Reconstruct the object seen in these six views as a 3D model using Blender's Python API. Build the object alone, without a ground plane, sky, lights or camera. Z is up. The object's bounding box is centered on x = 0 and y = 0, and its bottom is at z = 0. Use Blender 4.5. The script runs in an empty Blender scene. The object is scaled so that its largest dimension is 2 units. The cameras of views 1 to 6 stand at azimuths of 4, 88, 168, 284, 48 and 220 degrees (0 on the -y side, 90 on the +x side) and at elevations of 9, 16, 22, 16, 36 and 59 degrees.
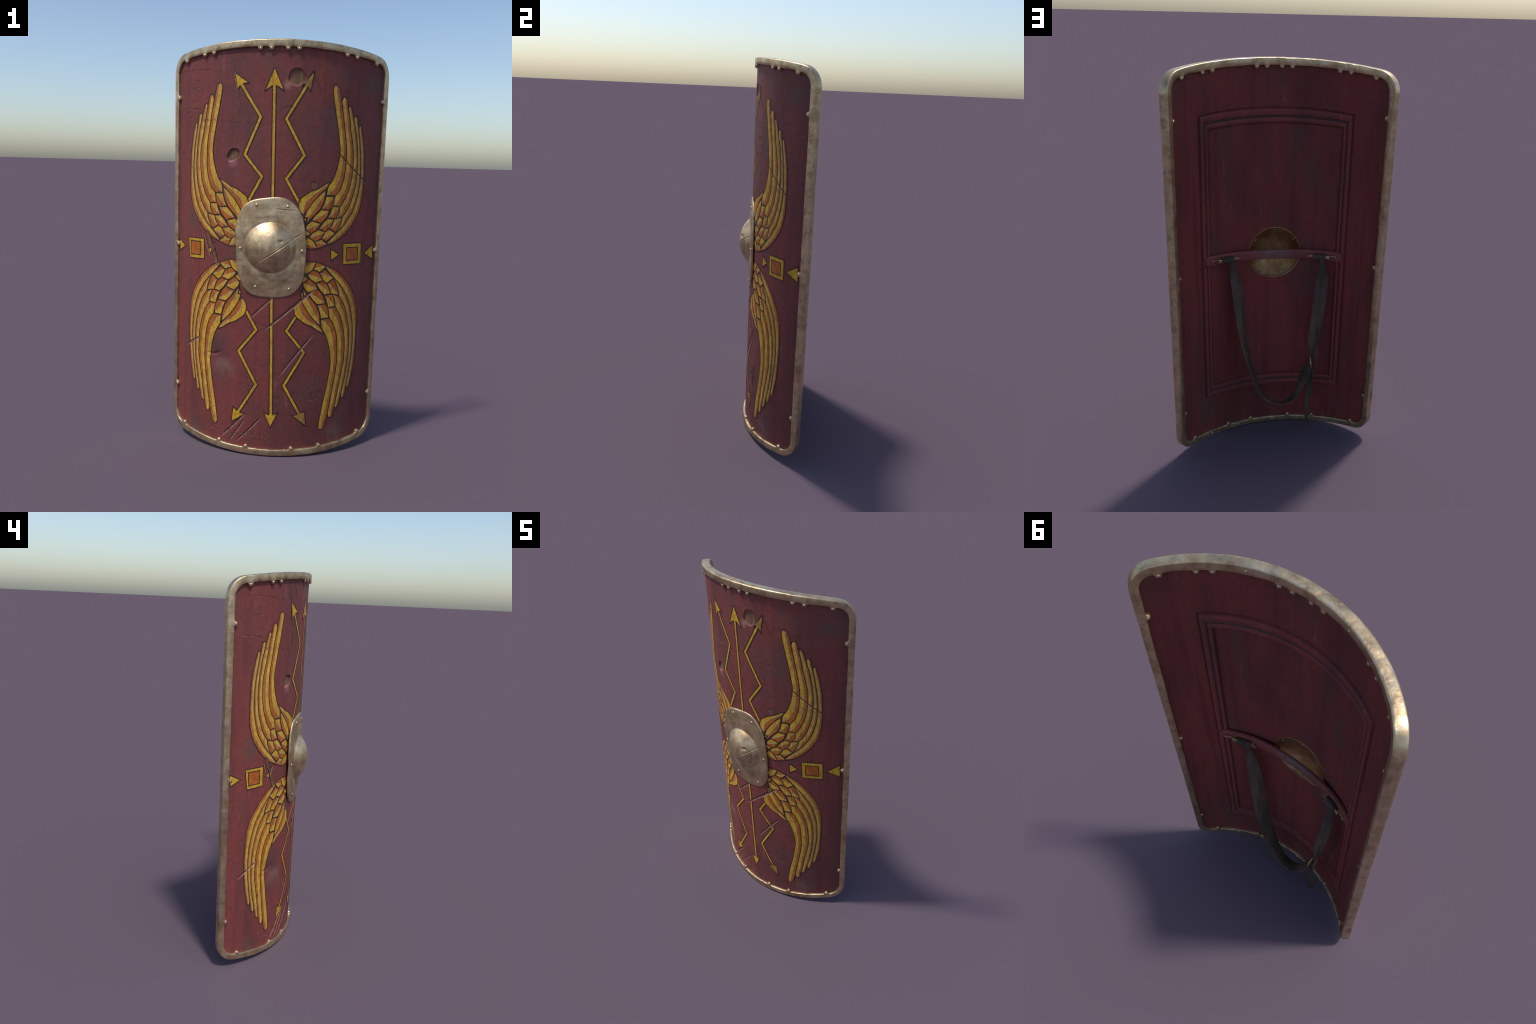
"""Roman-style curved rectangular shield: painted board, metal rim, boss, back frame,
grip and hanging leather strap.  Everything is laid out on the board's own surface:
s = arc length across the board (m), z = height (m), off = height above the surface."""
import bpy, math, random
import numpy as np
from mathutils import Vector

random.seed(7)
rng = np.random.default_rng(7)

# ------------------------------------------------------------------ main sizes
R = 0.650           # radius of the painted front surface
CY = 0.5438          # y of the cylinder axis
THICK = 0.018       # board thickness
HS = 0.6045         # half width along the arc
ZT = 2.0            # height
RC = 0.100          # corner radius
ARCH = 0.145        # top and bottom edges bow outwards: drop = ARCH * s^2


def surf(s, z, off=0.0):
    s = np.asarray(s, float); z = np.asarray(z, float)
    th = s / R
    r = R + off
    return np.stack([r * np.sin(th), CY - r * np.cos(th), z + 0 * th], -1)


# ------------------------------------------------------------------ value noise
_perm = rng.random((64, 64))


def vnoise(x, y):
    x = np.asarray(x, float); y = np.asarray(y, float)
    xi = np.floor(x).astype(int); yi = np.floor(y).astype(int)
    fx = x - xi; fy = y - yi
    fx = fx * fx * (3 - 2 * fx); fy = fy * fy * (3 - 2 * fy)
    g = lambda a, b: _perm[a % 64, b % 64]
    return ((g(xi, yi) * (1 - fx) + g(xi + 1, yi) * fx) * (1 - fy)
            + (g(xi, yi + 1) * (1 - fx) + g(xi + 1, yi + 1) * fx) * fy) * 2 - 1


def fbm(x, y, octs=3):
    v = 0; a = 1.0
    for i in range(octs):
        v = v + a * vnoise(x * 2 ** i + 11.3 * i, y * 2 ** i + 5.7 * i)
        a *= 0.5
    return v


# ------------------------------------------------------------------ damage
# impact pits: s, z, radius s, radius z, depth, rotation
PITS = [(0.083, 1.834, 0.037, 0.034, 0.0070, 0.3),
        (-0.211, 1.478, 0.033, 0.024, 0.0090, 0.6),
        (0.180, 1.350, 0.014, 0.016, 0.0018, 0.0),
        (-0.290, 0.490, 0.045, 0.050, 0.0060, 0.4)]
# scratches: control points, half width, depth, kind
SCRATCH = [
    ([(0.212, 0.854), (0.104, 0.763), (-0.037, 0.640)], 0.0050, 0.0022, 'cut'),
    ([(0.005, 0.809), (-0.050, 0.755), (-0.105, 0.698)], 0.0042, 0.0018, 'cut'),
    ([(0.211, 0.627), (0.142, 0.546), (0.039, 0.408)], 0.0045, 0.0018, 'cut'),
    ([(-0.384, 0.567), (-0.445, 0.530), (-0.506, 0.488)], 0.0038, 0.0015, 'cut'),
    ([(-0.116, 0.210), (-0.184, 0.135), (-0.252, 0.062)], 0.0042, 0.0018, 'cut'),
    ([(-0.123, 0.177), (-0.160, 0.115), (-0.200, 0.053)], 0.0042, 0.0018, 'cut'),
    ([(-0.032, 0.203), (-0.100, 0.125), (-0.168, 0.051)], 0.0036, 0.0018, 'cut'),
    ([(0.282, 1.514), (0.361, 1.446), (0.440, 1.386), (0.485, 1.354)], 0.0022, 0.0008, 'grey'),
    ([(-0.241, 1.945), (-0.212, 1.863), (-0.190, 1.745), (-0.169, 1.640)], 0.0024, 0.0004, 'grey'),
    ([(-0.184, 1.955), (-0.172, 1.915), (-0.157, 1.875)], 0.0020, 0.0004, 'grey'),
    ([(0.150, 1.870), (0.185, 1.800), (0.205, 1.760)], 0.0012, 0.0003, 'grey'),
    ([(-0.353, 1.115), (-0.338, 1.075), (-0.315, 1.030), (-0.300, 0.985), (-0.284, 0.935)], 0.0090, 0.0035, 'wood'),
    ([(-0.370, 1.100), (-0.352, 1.040), (-0.330, 0.985)], 0.0030, 0.0020, 'cut'),
    ([(-0.300, 1.060), (-0.318, 1.010)], 0.0035, 0.0020, 'cut'),
]
# fine cracks in the lacquer: control points
CRACKS = [[(-0.565, 1.874), (-0.500, 1.879), (-0.376, 1.877), (-0.320, 1.870), (-0.275, 1.862)],
          [(-0.390, 1.644), (-0.283, 1.640), (-0.258, 1.632), (-0.165, 1.630), (-0.037, 1.620)],
          [(-0.540, 1.700), (-0.470, 1.698), (-0.395, 1.694)],
          [(-0.460, 1.795), (-0.430, 1.792), (-0.405, 1.796)],
          [(-0.243, 0.085), (-0.190, 0.095), (-0.113, 0.100), (-0.050, 0.096), (0.008, 0.103)],
          [(-0.330, 0.105), (-0.260, 0.098), (-0.200, 0.110)],
          [(-0.084, 0.458), (-0.040, 0.462), (-0.003, 0.462)],
          [(-0.491, 0.865), (-0.460, 0.862), (-0.437, 0.850)],
          [(-0.070, 0.120), (-0.060, 0.090), (-0.068, 0.060)],
          [(-0.130, 0.330), (-0.118, 0.365), (-0.122, 0.400), (-0.110, 0.425)],
          [(-0.105, 0.300), (-0.098, 0.335), (-0.104, 0.350)],
          [(0.190, 0.370), (0.215, 0.330), (0.205, 0.290), (0.225, 0.265)],
          [(0.235, 0.420), (0.220, 0.380), (0.232, 0.350)],
          [(0.150, 0.300), (0.190, 0.285), (0.240, 0.290)],
          [(0.030, 0.260), (0.040, 0.300), (0.034, 0.330)],
          [(0.395, 0.500), (0.410, 0.455), (0.402, 0.410)],
          [(-0.020, 0.520), (0.010, 0.640), (0.005, 0.720)],
          [(-0.100, 0.665), (-0.040, 0.668), (-0.010, 0.664)],
          [(0.020, 1.705), (0.060, 1.700), (0.090, 1.704)],
          [(-0.105, 1.475), (-0.085, 1.470), (-0.070, 1.477)]]


def catmull(pts, n=12, closed=False):
    """smooth curve through control points (centripetal Catmull-Rom)"""
    P = np.array(pts, float)
    if len(P) < 3:
        t = np.linspace(0, 1, n + 1)[:, None]
        return P[0] * (1 - t) + P[-1] * t
    P = np.vstack([2 * P[0] - P[1], P, 2 * P[-1] - P[-2]])
    out = []
    for i in range(1, len(P) - 2):
        p0, p1, p2, p3 = P[i - 1:i + 3]
        d = [max(np.linalg.norm(b - a), 1e-6) ** 0.5 for a, b in ((p0, p1), (p1, p2), (p2, p3))]
        m1 = (p1 - p0) / d[0] - (p2 - p0) / (d[0] + d[1]) + (p2 - p1) / d[1]
        m2 = (p2 - p1) / d[1] - (p3 - p1) / (d[1] + d[2]) + (p3 - p2) / d[2]
        m1 *= d[1]; m2 *= d[1]
        t = np.linspace(0, 1, n, endpoint=False)[:, None]
        out.append((2 * t**3 - 3 * t**2 + 1) * p1 + (t**3 - 2 * t**2 + t) * m1
                   + (-2 * t**3 + 3 * t**2) * p2 + (t**3 - t**2) * m2)
    out.append(P[-2:-1])
    return np.vstack(out)


def resample(P, n=None, step=None, closed=False):
    P = np.asarray(P, float)
    if closed:
        P = np.vstack([P, P[:1]])
    d = np.r_[0, np.cumsum(np.linalg.norm(np.diff(P, axis=0), axis=1))]
    if n is None:
        n = max(2, int(d[-1] / step) + 1)
    t = np.linspace(0, d[-1], n + 1 if closed else n)
    if closed:
        t = t[:-1]
    return np.stack([np.interp(t, d, P[:, k]) for k in range(P.shape[1])], -1)


def dist_polyline(s, z, pts):
    """distance to a polyline and the 0..1 position along it"""
    P = np.array(pts, float)
    best = np.full(np.shape(s), 9.0); par = np.zeros(np.shape(s))
    L = np.r_[0, np.cumsum(np.linalg.norm(np.diff(P, axis=0), axis=1))]
    for i in range(len(P) - 1):
        a, b = P[i], P[i + 1]
        ab = b - a
        t = np.clip(((s - a[0]) * ab[0] + (z - a[1]) * ab[1]) / (ab @ ab), 0, 1)
        d = np.hypot(s - a[0] - t * ab[0], z - a[1] - t * ab[1])
        m = d < best
        best = np.where(m, d, best); par = np.where(m, (L[i] + t * (L[i + 1] - L[i])) / L[-1], par)
    return best, par


def taper(t):
    return np.clip(np.minimum(t, 1 - t) * 5.0, 0, 1) ** 0.6


def pit_radius(s, z, p):
    ds, dz = s - p[0], z - p[1]
    c, sn = math.cos(p[5]), math.sin(p[5])
    a, b = (c * ds + sn * dz) / p[2], (-sn * ds + c * dz) / p[3]
    ang = np.arctan2(b, a)
    return np.hypot(a, b) / (1 + 0.05 * np.sin(3 * ang + p[0] * 40) + 0.03 * np.sin(5 * ang + p[1] * 9))


def relief(s, z, grooves=True):
    """how far the front surface lies above (+) or below (-) the ideal cylinder,
    and how strongly the paint is worn through there (0..1)"""
    s = np.asarray(s, float); z = np.asarray(z, float)
    h = 0.0007 * fbm(s * 6 + 3, z * 6 + 9, 3)
    h = h + 0.00022 * fbm(s * 45 + 1, z * 30 + 4, 2)
    cut = np.zeros(h.shape)
    for k, p in enumerate(PITS):
        near = (np.abs(s - p[0]) < 0.13) & (np.abs(z - p[1]) < 0.13)
        if not near.any():
            continue
        r = pit_radius(s[near], z[near], p)
        rough = 1 + 0.25 * fbm(s[near] * 70, z[near] * 25, 2)
        if k == 3:
            d = -p[4] * np.exp(-r ** 2 * 1.1)
            dd, t = dist_polyline(s[near], z[near], [(-0.330, 0.492), (-0.305, 0.490), (-0.285, 0.497), (-0.270, 0.508)])
            d = d - 0.004 * np.exp(-(dd / 0.006) ** 2)
            c = np.zeros(r.shape)
        else:
            q = np.clip((1.16 - r) / 0.22, 0, 1)
            d = -p[4] * q * q * (3 - 2 * q) * (0.75 + 0.25 * np.clip(1 - r, 0, 1)) * (0.6 + 0.4 * rough)
            d = d + 0.0006 * np.exp(-((r - 1.30) / 0.15) ** 2)
            c = np.clip((1.02 - r) * 6, 0, 1)
        h[near] += d
        cut[near] = np.maximum(cut[near], c)
    for pts, hw, dep, kind in (SCRATCH if grooves else []):
        P = np.array(pts)
        near = ((s > P[:, 0].min() - .03) & (s < P[:, 0].max() + .03)
                & (z > P[:, 1].min() - .03) & (z < P[:, 1].max() + .03))
        if not near.any():
            continue
        d, t = dist_polyline(s[near], z[near], pts)
        w = hw * taper(t)
        prof = np.clip(1.6 - d / np.maximum(w, 1e-5), 0, 1)
        h[near] += -(dep + 0.0020) * prof * taper(t)
        cut[near] = np.maximum(cut[near], np.clip((1.15 - d / np.maximum(w, 1e-5)) * 4, 0, 1))
    for pts in CRACKS:
        P = np.array(pts)
        near = ((s > P[:, 0].min() - .02) & (s < P[:, 0].max() + .02)
                & (z > P[:, 1].min() - .02) & (z < P[:, 1].max() + .02))
        if not near.any():
            continue
        wob = 0.003 * fbm(s[near] * 60, z[near] * 60, 2)
        d, t = dist_polyline(s[near], z[near] + wob, pts)
        brk = np.clip(0.55 + 0.9 * vnoise(t * 17, t * 0 + P[0, 0] * 90), 0, 1)
        h[near] += -0.0015 * np.clip(1 - d / 0.0032, 0, 1) * taper(t) * brk
    return h, cut


def front(s, z, off=0.0, thin=True):
    """point on the real (dented) front surface; thin coats vanish where worn through"""
    h, cut = relief(s, z)
    o = off * (1 - cut) - 0.0006 * cut if (thin and off) else off
    return surf(s, z, h + o)


# ------------------------------------------------------------------ mesh helpers
def new_mesh(name, verts, faces, mats=(), mat_idx=None, smooth=True):
    me = bpy.data.meshes.new(name)
    verts = np.asarray(verts, np.float32).reshape(-1, 3)
    F = np.asarray(faces, np.int32)
    me.vertices.add(len(verts)); me.vertices.foreach_set('co', verts.ravel())
    n, k = F.shape
    me.loops.add(n * k); me.loops.foreach_set('vertex_index', F.ravel())
    me.polygons.add(n)
    me.polygons.foreach_set('loop_start', np.arange(0, n * k, k, dtype=np.int32))
    me.polygons.foreach_set('loop_total', np.full(n, k, np.int32))
    if mat_idx is not None:
        me.polygons.foreach_set('material_index', np.asarray(mat_idx, np.int32))
    me.polygons.foreach_set('use_smooth', np.full(n, smooth))
    me.update(calc_edges=True)
    me.validate()
    for m in mats:
        me.materials.append(m)
    return me


def add(name, me, parent=None):
    ob = bpy.data.objects.new(name, me)
    bpy.context.scene.collection.objects.link(ob)
    if parent is not None:
        ob.parent = parent
    return ob


def grid_faces(nu, nv, base=0, wrap_u=False, wrap_v=False, flip=False):
    """faces of an nu x nv vertex grid (u slow, v fast)"""
    iu = np.arange(nu if wrap_u else nu - 1); iv = np.arange(nv if wrap_v else nv - 1)
    U, V = np.meshgrid(iu, iv, indexing='ij')
    U2 = (U + 1) % nu; V2 = (V + 1) % nv
    q = np.stack([U * nv + V, U2 * nv + V, U2 * nv + V2, U * nv + V2], -1).reshape(-1, 4) + base
    return q[:, ::-1] if flip else q


def sweep(centers, frames_a, frames_b, section, closed=False, caps=True):
    """section (k,2) or (n,k,2) placed along centres with axes a,b"""
    C = np.asarray(centers); A = np.asarray(frames_a); B = np.asarray(frames_b)
    sec = np.asarray(section)
    if sec.ndim == 2:
        sec = np.broadcast_to(sec, (len(C),) + sec.shape)
    k = sec.shape[1]
    V = C[:, None] + sec[..., :1] * A[:, None] + sec[..., 1:] * B[:, None]
    F = grid_faces(len(C), k, wrap_u=closed, wrap_v=True)
    V = V.reshape(-1, 3)
    if caps and not closed:
        c0, c1 = len(V), len(V) + 1
        V = np.vstack([V, C[:1], C[-1:]])
        j = np.arange(k); j2 = (j + 1) % k
        f0 = np.stack([np.full(k, c0), j, j2, j2], -1)
        o = (len(C) - 1) * k
        f1 = np.stack([np.full(k, c1), o + j2, o + j, o + j], -1)
        return V, F, np.vstack([f0, f1])[:, :3]
    return V, F, np.zeros((0, 3), int)


def merge(parts):
    """join (verts, quads, tris) triples into vertex array and polygon list"""
    Vs, Fs, o = [], [], 0
    for p in parts:
        V, Q = p[0], p[1]
        T = p[2] if len(p) > 2 else np.zeros((0, 3), int)
        Vs.append(V)
        Fs += (np.asarray(Q) + o).tolist() + (np.asarray(T) + o).tolist()
        o += len(V)
    return np.vstack(Vs), Fs


def poly_mesh(name, V, F, mats=(), smooth=True, angle=None):
    me = bpy.data.meshes.new(name)
    me.from_pydata([tuple(map(float, v)) for v in V], [], F)
    me.validate()
    for m in mats:
        me.materials.append(m)
    me.polygons.foreach_set('use_smooth', np.full(len(me.polygons), smooth))
    if angle is not None:
        me.update(calc_edges=True)
        me.set_sharp_from_angle(angle=math.radians(angle))
    me.update()
    return me


def dome(radius, height, n=14, m=6):
    """low rivet head, axis +z"""
    V = []; F = []
    for i in range(m):
        a = i / m * math.pi / 2
        for j in range(n):
            b = 2 * math.pi * j / n
            V.append((radius * math.cos(a) * math.cos(b), radius * math.cos(a) * math.sin(b), height * math.sin(a)))
    V.append((0, 0, height))
    for j in range(n):
        V.append((radius * math.cos(2 * math.pi * j / n), radius * math.sin(2 * math.pi * j / n), -0.003))
    for i in range(m - 1):
        for j in range(n):
            k = (j + 1) % n
            F.append((i * n + j, i * n + k, (i + 1) * n + k, (i + 1) * n + j))
    top = m * n
    for j in range(n):
        k = (j + 1) % n
        F.append(((m - 1) * n + j, (m - 1) * n + k, top))
        F.append((top + 1 + j, top + 1 + k, k, j))
    return V, F


# ------------------------------------------------------------------ materials
class Mat:
    def __init__(self, name, rough=0.6, metallic=0.0, spec=0.5):
        self.m = bpy.data.materials.new(name); self.m.use_nodes = True
        self.t = self.m.node_tree; self.b = self.t.nodes['Principled BSDF']
        self.b.inputs['Roughness'].default_value = rough
        self.b.inputs['Metallic'].default_value = metallic
        self.b.inputs['Specular IOR Level'].default_value = spec
        self.co = self.n('ShaderNodeTexCoord').outputs['Object']

    def n(self, kind, **kw):
        nd = self.t.nodes.new(kind)
        for k, v in kw.items():
            setattr(nd, k, v)
        return nd

    def link(self, a, b):
        self.t.links.new(a, b)

    def mapping(self, scale=(1, 1, 1), loc=(0, 0, 0), rot=(0, 0, 0)):
        nd = self.n('ShaderNodeMapping')
        nd.inputs['Scale'].default_value = scale
        nd.inputs['Location'].default_value = loc
        nd.inputs['Rotation'].default_value = rot
        self.link(self.co, nd.inputs['Vector'])
        return nd.outputs[0]

    def noise(self, scale, detail=4, rough=0.55, vec=None, dist=0.0):
        nd = self.n('ShaderNodeTexNoise')
        nd.inputs['Scale'].default_value = scale
        nd.inputs['Detail'].default_value = detail
        nd.inputs['Roughness'].default_value = rough
        nd.inputs['Distortion'].default_value = dist
        self.link(vec if vec is not None else self.co, nd.inputs['Vector'])
        return nd.outputs['Fac']

    def ramp(self, fac, lo, hi, a=0.0, b=1.0):
        nd = self.n('ShaderNodeMapRange')
        nd.inputs['From Min'].default_value = lo; nd.inputs['From Max'].default_value = hi
        nd.inputs['To Min'].default_value = a; nd.inputs['To Max'].default_value = b
        self.link(fac, nd.inputs['Value'])
        return nd.outputs[0]

    def mul(self, a, b, op='MULTIPLY'):
        nd = self.n('ShaderNodeMath', operation=op)
        for i, v in enumerate((a, b)):
            if hasattr(v, 'links') or hasattr(v, 'is_output'):
                self.link(v, nd.inputs[i])
            else:
                nd.inputs[i].default_value = v
        return nd.outputs[0]

    def mix(self, fac, a, b, blend='MIX'):
        nd = self.n('ShaderNodeMix', data_type='RGBA', blend_type=blend)
        for idx, v in ((0, fac), (6, a), (7, b)):
            if isinstance(v, (int, float)):
                nd.inputs[idx].default_value = v
            elif isinstance(v, tuple):
                nd.inputs[idx].default_value = v + (1.0,)
            else:
                self.link(v, nd.inputs[idx])
        return nd.outputs[2]

    def spot(self, center, radius, soft=0.5, squash=(1, 1, 1)):
        """1 inside a soft ball around a point, 0 outside"""
        v = self.n('ShaderNodeVectorMath', operation='SUBTRACT'); self.link(self.co, v.inputs[0])
        v.inputs[1].default_value = center
        v2 = self.n('ShaderNodeVectorMath', operation='DIVIDE'); self.link(v.outputs[0], v2.inputs[0])
        v2.inputs[1].default_value = squash
        l = self.n('ShaderNodeVectorMath', operation='LENGTH'); self.link(v2.outputs[0], l.inputs[0])
        return self.ramp(l.outputs['Value'], radius, radius * (1 - soft), 0, 1)

    def color(self, c):
        self.link(c, self.b.inputs['Base Color'])

    def rough(self, r):
        self.link(r, self.b.inputs['Roughness'])

    def bump(self, h, strength=0.3, dist=0.002):
        nd = self.n('ShaderNodeBump')
        nd.inputs['Strength'].default_value = strength; nd.inputs['Distance'].default_value = dist
        self.link(h, nd.inputs['Height']); self.link(nd.outputs[0], self.b.inputs['Normal'])


def srf(s, z, off=0):
    return tuple(float(v) for v in surf(s, z, off))


RED = (0.212, 0.046, 0.038)
RED_DARK = (0.124, 0.037, 0.033)
GRIME = (0.098, 0.060, 0.050)


def lacquer(name, smudges=(), bright=1.0, streak=1.0, spec=0.35):
    m = Mat(name, 0.62, spec=spec)
    sc = lambda c: tuple(x * bright for x in c)
    base = m.mix(m.ramp(m.noise(3.0, 5, 0.6, m.mapping((2.2, 2.2, 0.55))), 0.42, 0.66), sc(RED), sc(RED_DARK))
    # fresher red blotches
    base = m.mix(m.ramp(m.noise(2.3, 4, 0.55, m.mapping(loc=(4, 1, 2))), 0.54, 0.70, 0, 0.55), base,
                 sc((0.225, 0.038, 0.038)))
    # greyed, worn patches drawn out downwards
    g = m.ramp(m.noise(4.0, 6, 0.62, m.mapping((1.6, 1.6, 0.6), (7, 3, 1))), 0.54, 0.72, 0, 0.75 * streak)
    base = m.mix(g, base, sc(GRIME))
    # thin vertical rain streaks
    g = m.ramp(m.noise(30.0, 3, 0.5, m.mapping((1, 1, 0.035))), 0.52, 0.75, 0, 0.45 * streak)
    base = m.mix(g, base, sc((0.095, 0.020, 0.030)))
    # hair scratches
    g = m.ramp(m.noise(40.0, 2, 0.4, m.mapping((1.0, 1.0, 0.12), (1, 2, 3), (0.5, 0.9, 0.3))), 0.70, 0.76, 0, 0.35)
    base = m.mix(g, base, sc((0.30, 0.12, 0.11)))
    # fine mottling and short horizontal crazing
    base = m.mix(m.ramp(m.noise(55, 6, 0.7, m.mapping(loc=(2, 6, 4))), 0.38, 0.68, 0, 0.55), base, sc((0.095, 0.030, 0.030)))
    base = m.mix(m.ramp(m.noise(95, 5, 0.7, m.mapping((1, 1, 2.2), (8, 1, 4))), 0.62, 0.72, 0, 0.42), base, sc((0.270, 0.105, 0.088)))
    for c, r, col, amt in smudges:
        f = m.mul(m.spot(c, r, 0.8), m.ramp(m.noise(14, 4, 0.6), 0.30, 0.62, 0, amt))
        base = m.mix(f, base, col)
    m.color(base)
    m.rough(m.ramp(m.noise(9, 4), 0.3, 0.7, 0.52, 0.72))
    fine = m.noise(60, 6, 0.65)
    coarse = m.noise(9, 4, 0.6)
    patchy = m.ramp(m.noise(5, 3, 0.5, m.mapping(loc=(6, 2, 9))), 0.45, 0.65, 0.1, 1.0)
    craze = m.mul(m.ramp(m.noise(38, 6, 0.75, m.mapping((0.7, 0.7, 1.8), (5, 5, 1))), 0.60, 0.68), patchy)
    m.bump(m.mul(m.mul(m.mul(fine, 0.7), coarse, 'ADD'), m.mul(craze, -0.6), 'ADD'), 0.32, 0.005)
    return m.m


SMUDGE = (0.175, 0.110, 0.085)
mat_front = lacquer('red_lacquer_front', [
    (srf(-0.240, 0.430), 0.075, SMUDGE, 0.9), (srf(-0.245, 0.540), 0.08, (0.07, 0.045, 0.045), 0.8),
    (srf(0.20, 0.34), 0.10, GRIME, 0.7), (srf(0.20, 1.62), 0.13, GRIME, 0.7), (srf(0.16, 1.43), 0.10, GRIME, 0.5),
    (srf(0.33, 0.10), 0.07, SMUDGE, 0.7), (srf(-0.43, 0.09), 0.06, GRIME, 0.7), (srf(-0.46, 1.16), 0.08, GRIME, 0.8),
    (srf(0.23, 0.58), 0.10, GRIME, 0.4), (srf(0.50, 1.85), 0.13, GRIME, 0.8), (srf(0.30, 1.88), 0.10, GRIME, 0.6),
    (srf(0.042, 1.800), 0.030, (0.42, 0.20, 0.17), 0.7), (srf(-0.215, 1.444), 0.032, (0.36, 0.13, 0.13), 0.9),
    (srf(0.090, 1.795), 0.025, (0.34, 0.14, 0.12), 0.6)])
mat_back = lacquer('red_lacquer_back', [], 1.0, 1.2, 0.15)
mat_frame = lacquer('red_lacquer_frame', [], 1.15, 0.5, 0.2)
mat_grip = lacquer('red_lacquer_grip', [(srf(0.0, 1.045, -0.06), 0.13, (0.17, 0.105, 0.10), 0.9)], 1.15, 0.5)


def paint(name, col, alt, worn=0.6, spots=()):
    m = Mat(name, 0.6, spec=0.35)
    c = m.mix(m.ramp(m.noise(26, 6, 0.7), 0.38, 0.66), col, alt)
    c = m.mix(m.ramp(m.noise(75, 6, 0.7, m.mapping((1, 1, 0.6), (2, 2, 7))), 0.48, 0.70, 0, 0.65), c, tuple(x * 0.45 for x in alt))
    # brushed vertical grain
    c = m.mix(m.ramp(m.noise(120, 3, 0.6, m.mapping((1, 1, 0.12))), 0.46, 0.66, 0, 0.6), c, tuple(x * 0.55 for x in alt))
    # chips showing the red ground
    c = m.mix(m.ramp(m.noise(55, 5, 0.7, m.mapping(loc=(3, 8, 1))), 0.60, 0.69, 0, worn), c, (0.13, 0.035, 0.035))
    for ctr, r_ in spots:      # rubbed places
        c = m.mix(m.mul(m.spot(ctr, r_, 0.6), m.ramp(m.noise(40, 5, 0.7), 0.35, 0.6, 0.1, 0.75)), c, (0.15, 0.075, 0.040))
    # dull grey film
    c = m.mix(m.ramp(m.noise(9, 4, 0.6, m.mapping(loc=(9, 2, 6))), 0.5, 0.75, 0, 0.22), c, (0.20, 0.12, 0.05))
    m.color(c)
    m.bump(m.mul(m.noise(80, 6, 0.65), m.mul(m.noise(160, 4, 0.6, m.mapping((1, 1, 0.2))), 0.6), 'ADD'), 0.45, 0.005)
    return m.m


mat_yellow = paint('yellow_paint', (0.680, 0.400, 0.022), (0.540, 0.260, 0.016))
mat_orange = paint('orange_paint', (0.480, 0.150, 0.014), (0.370, 0.086, 0.012))
mat_pale = paint('pale_paint', (0.500, 0.390, 0.160), (0.400, 0.280, 0.090))
mat_line = paint('dark_line_paint', (0.030, 0.014, 0.018), (0.045, 0.018, 0.022), 0.25)
mat_arrow = paint('ochre_paint', (0.660, 0.390, 0.020), (0.530, 0.270, 0.015), 0.5, [(srf(0.150, 0.195), 0.07), (srf(0.125, 1.815), 0.045)])


def bare(name, a, b, scale=(1, 1, 0.12), freq=60):
    m = Mat(name, 0.75, spec=0.25)
    c = m.mix(m.ramp(m.noise(freq, 5, 0.6, m.mapping(scale)), 0.35, 0.65), a, b)
    m.color(c)
    m.bump(m.noise(freq * 1.5, 4, 0.6, m.mapping(scale)), 0.5, 0.004)
    return m.m


mat_wood = bare('bare_wood', (0.215, 0.110, 0.055), (0.085, 0.052, 0.035), (1, 1, 0.1), 75)
mat_cut = bare('scraped_lacquer', (0.360, 0.200, 0.165), (0.220, 0.095, 0.080), (1, 1, 1), 90)
mat_crack = bare('crack_edge', (0.340, 0.175, 0.145), (0.130, 0.058, 0.050), (1, 1, 1), 120)
mat_grey = bare('scraped_grey', (0.175, 0.125, 0.105), (0.110, 0.072, 0.062), (1, 1, 1), 90)


def metal(name, a, b, dark, rough=(0.30, 0.52), bump=0.25, blot=0.35, film=0.2):
    m = Mat(name, 0.4, metallic=0.9)
    c = m.mix(m.ramp(m.noise(11, 6, 0.62), 0.40, 0.62), a, b)
    # brown tarnish blotches
    c = m.mix(m.ramp(m.noise(23, 6, 0.68, m.mapping((1, 1, 0.7), (3, 1, 8))), 0.47, 0.67, 0, blot), c, dark)
    # greyish film
    c = m.mix(m.ramp(m.noise(24, 4, 0.6, m.mapping(loc=(1, 7, 2))), 0.52, 0.66, 0, film), c, (0.64, 0.56, 0.42))
    g = m.ramp(m.noise(45, 2, 0.4, m.mapping((1.0, 1.0, 0.1), (1, 2, 3), (0.3, 0.9, 0.3))), 0.66, 0.74, 0, 0.35)
    c = m.mix(g, c, tuple(min(1, x * 1.3) for x in a))
    m.color(c)
    m.rough(m.ramp(m.noise(12, 5, 0.6, m.mapping(loc=(5, 5, 5))), 0.3, 0.7, *rough))
    m.bump(m.mul(m.noise(20, 3, 0.5), m.mul(m.noise(90, 4, 0.6), 0.18), 'ADD'), bump, 0.005)
    return m.m


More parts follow.
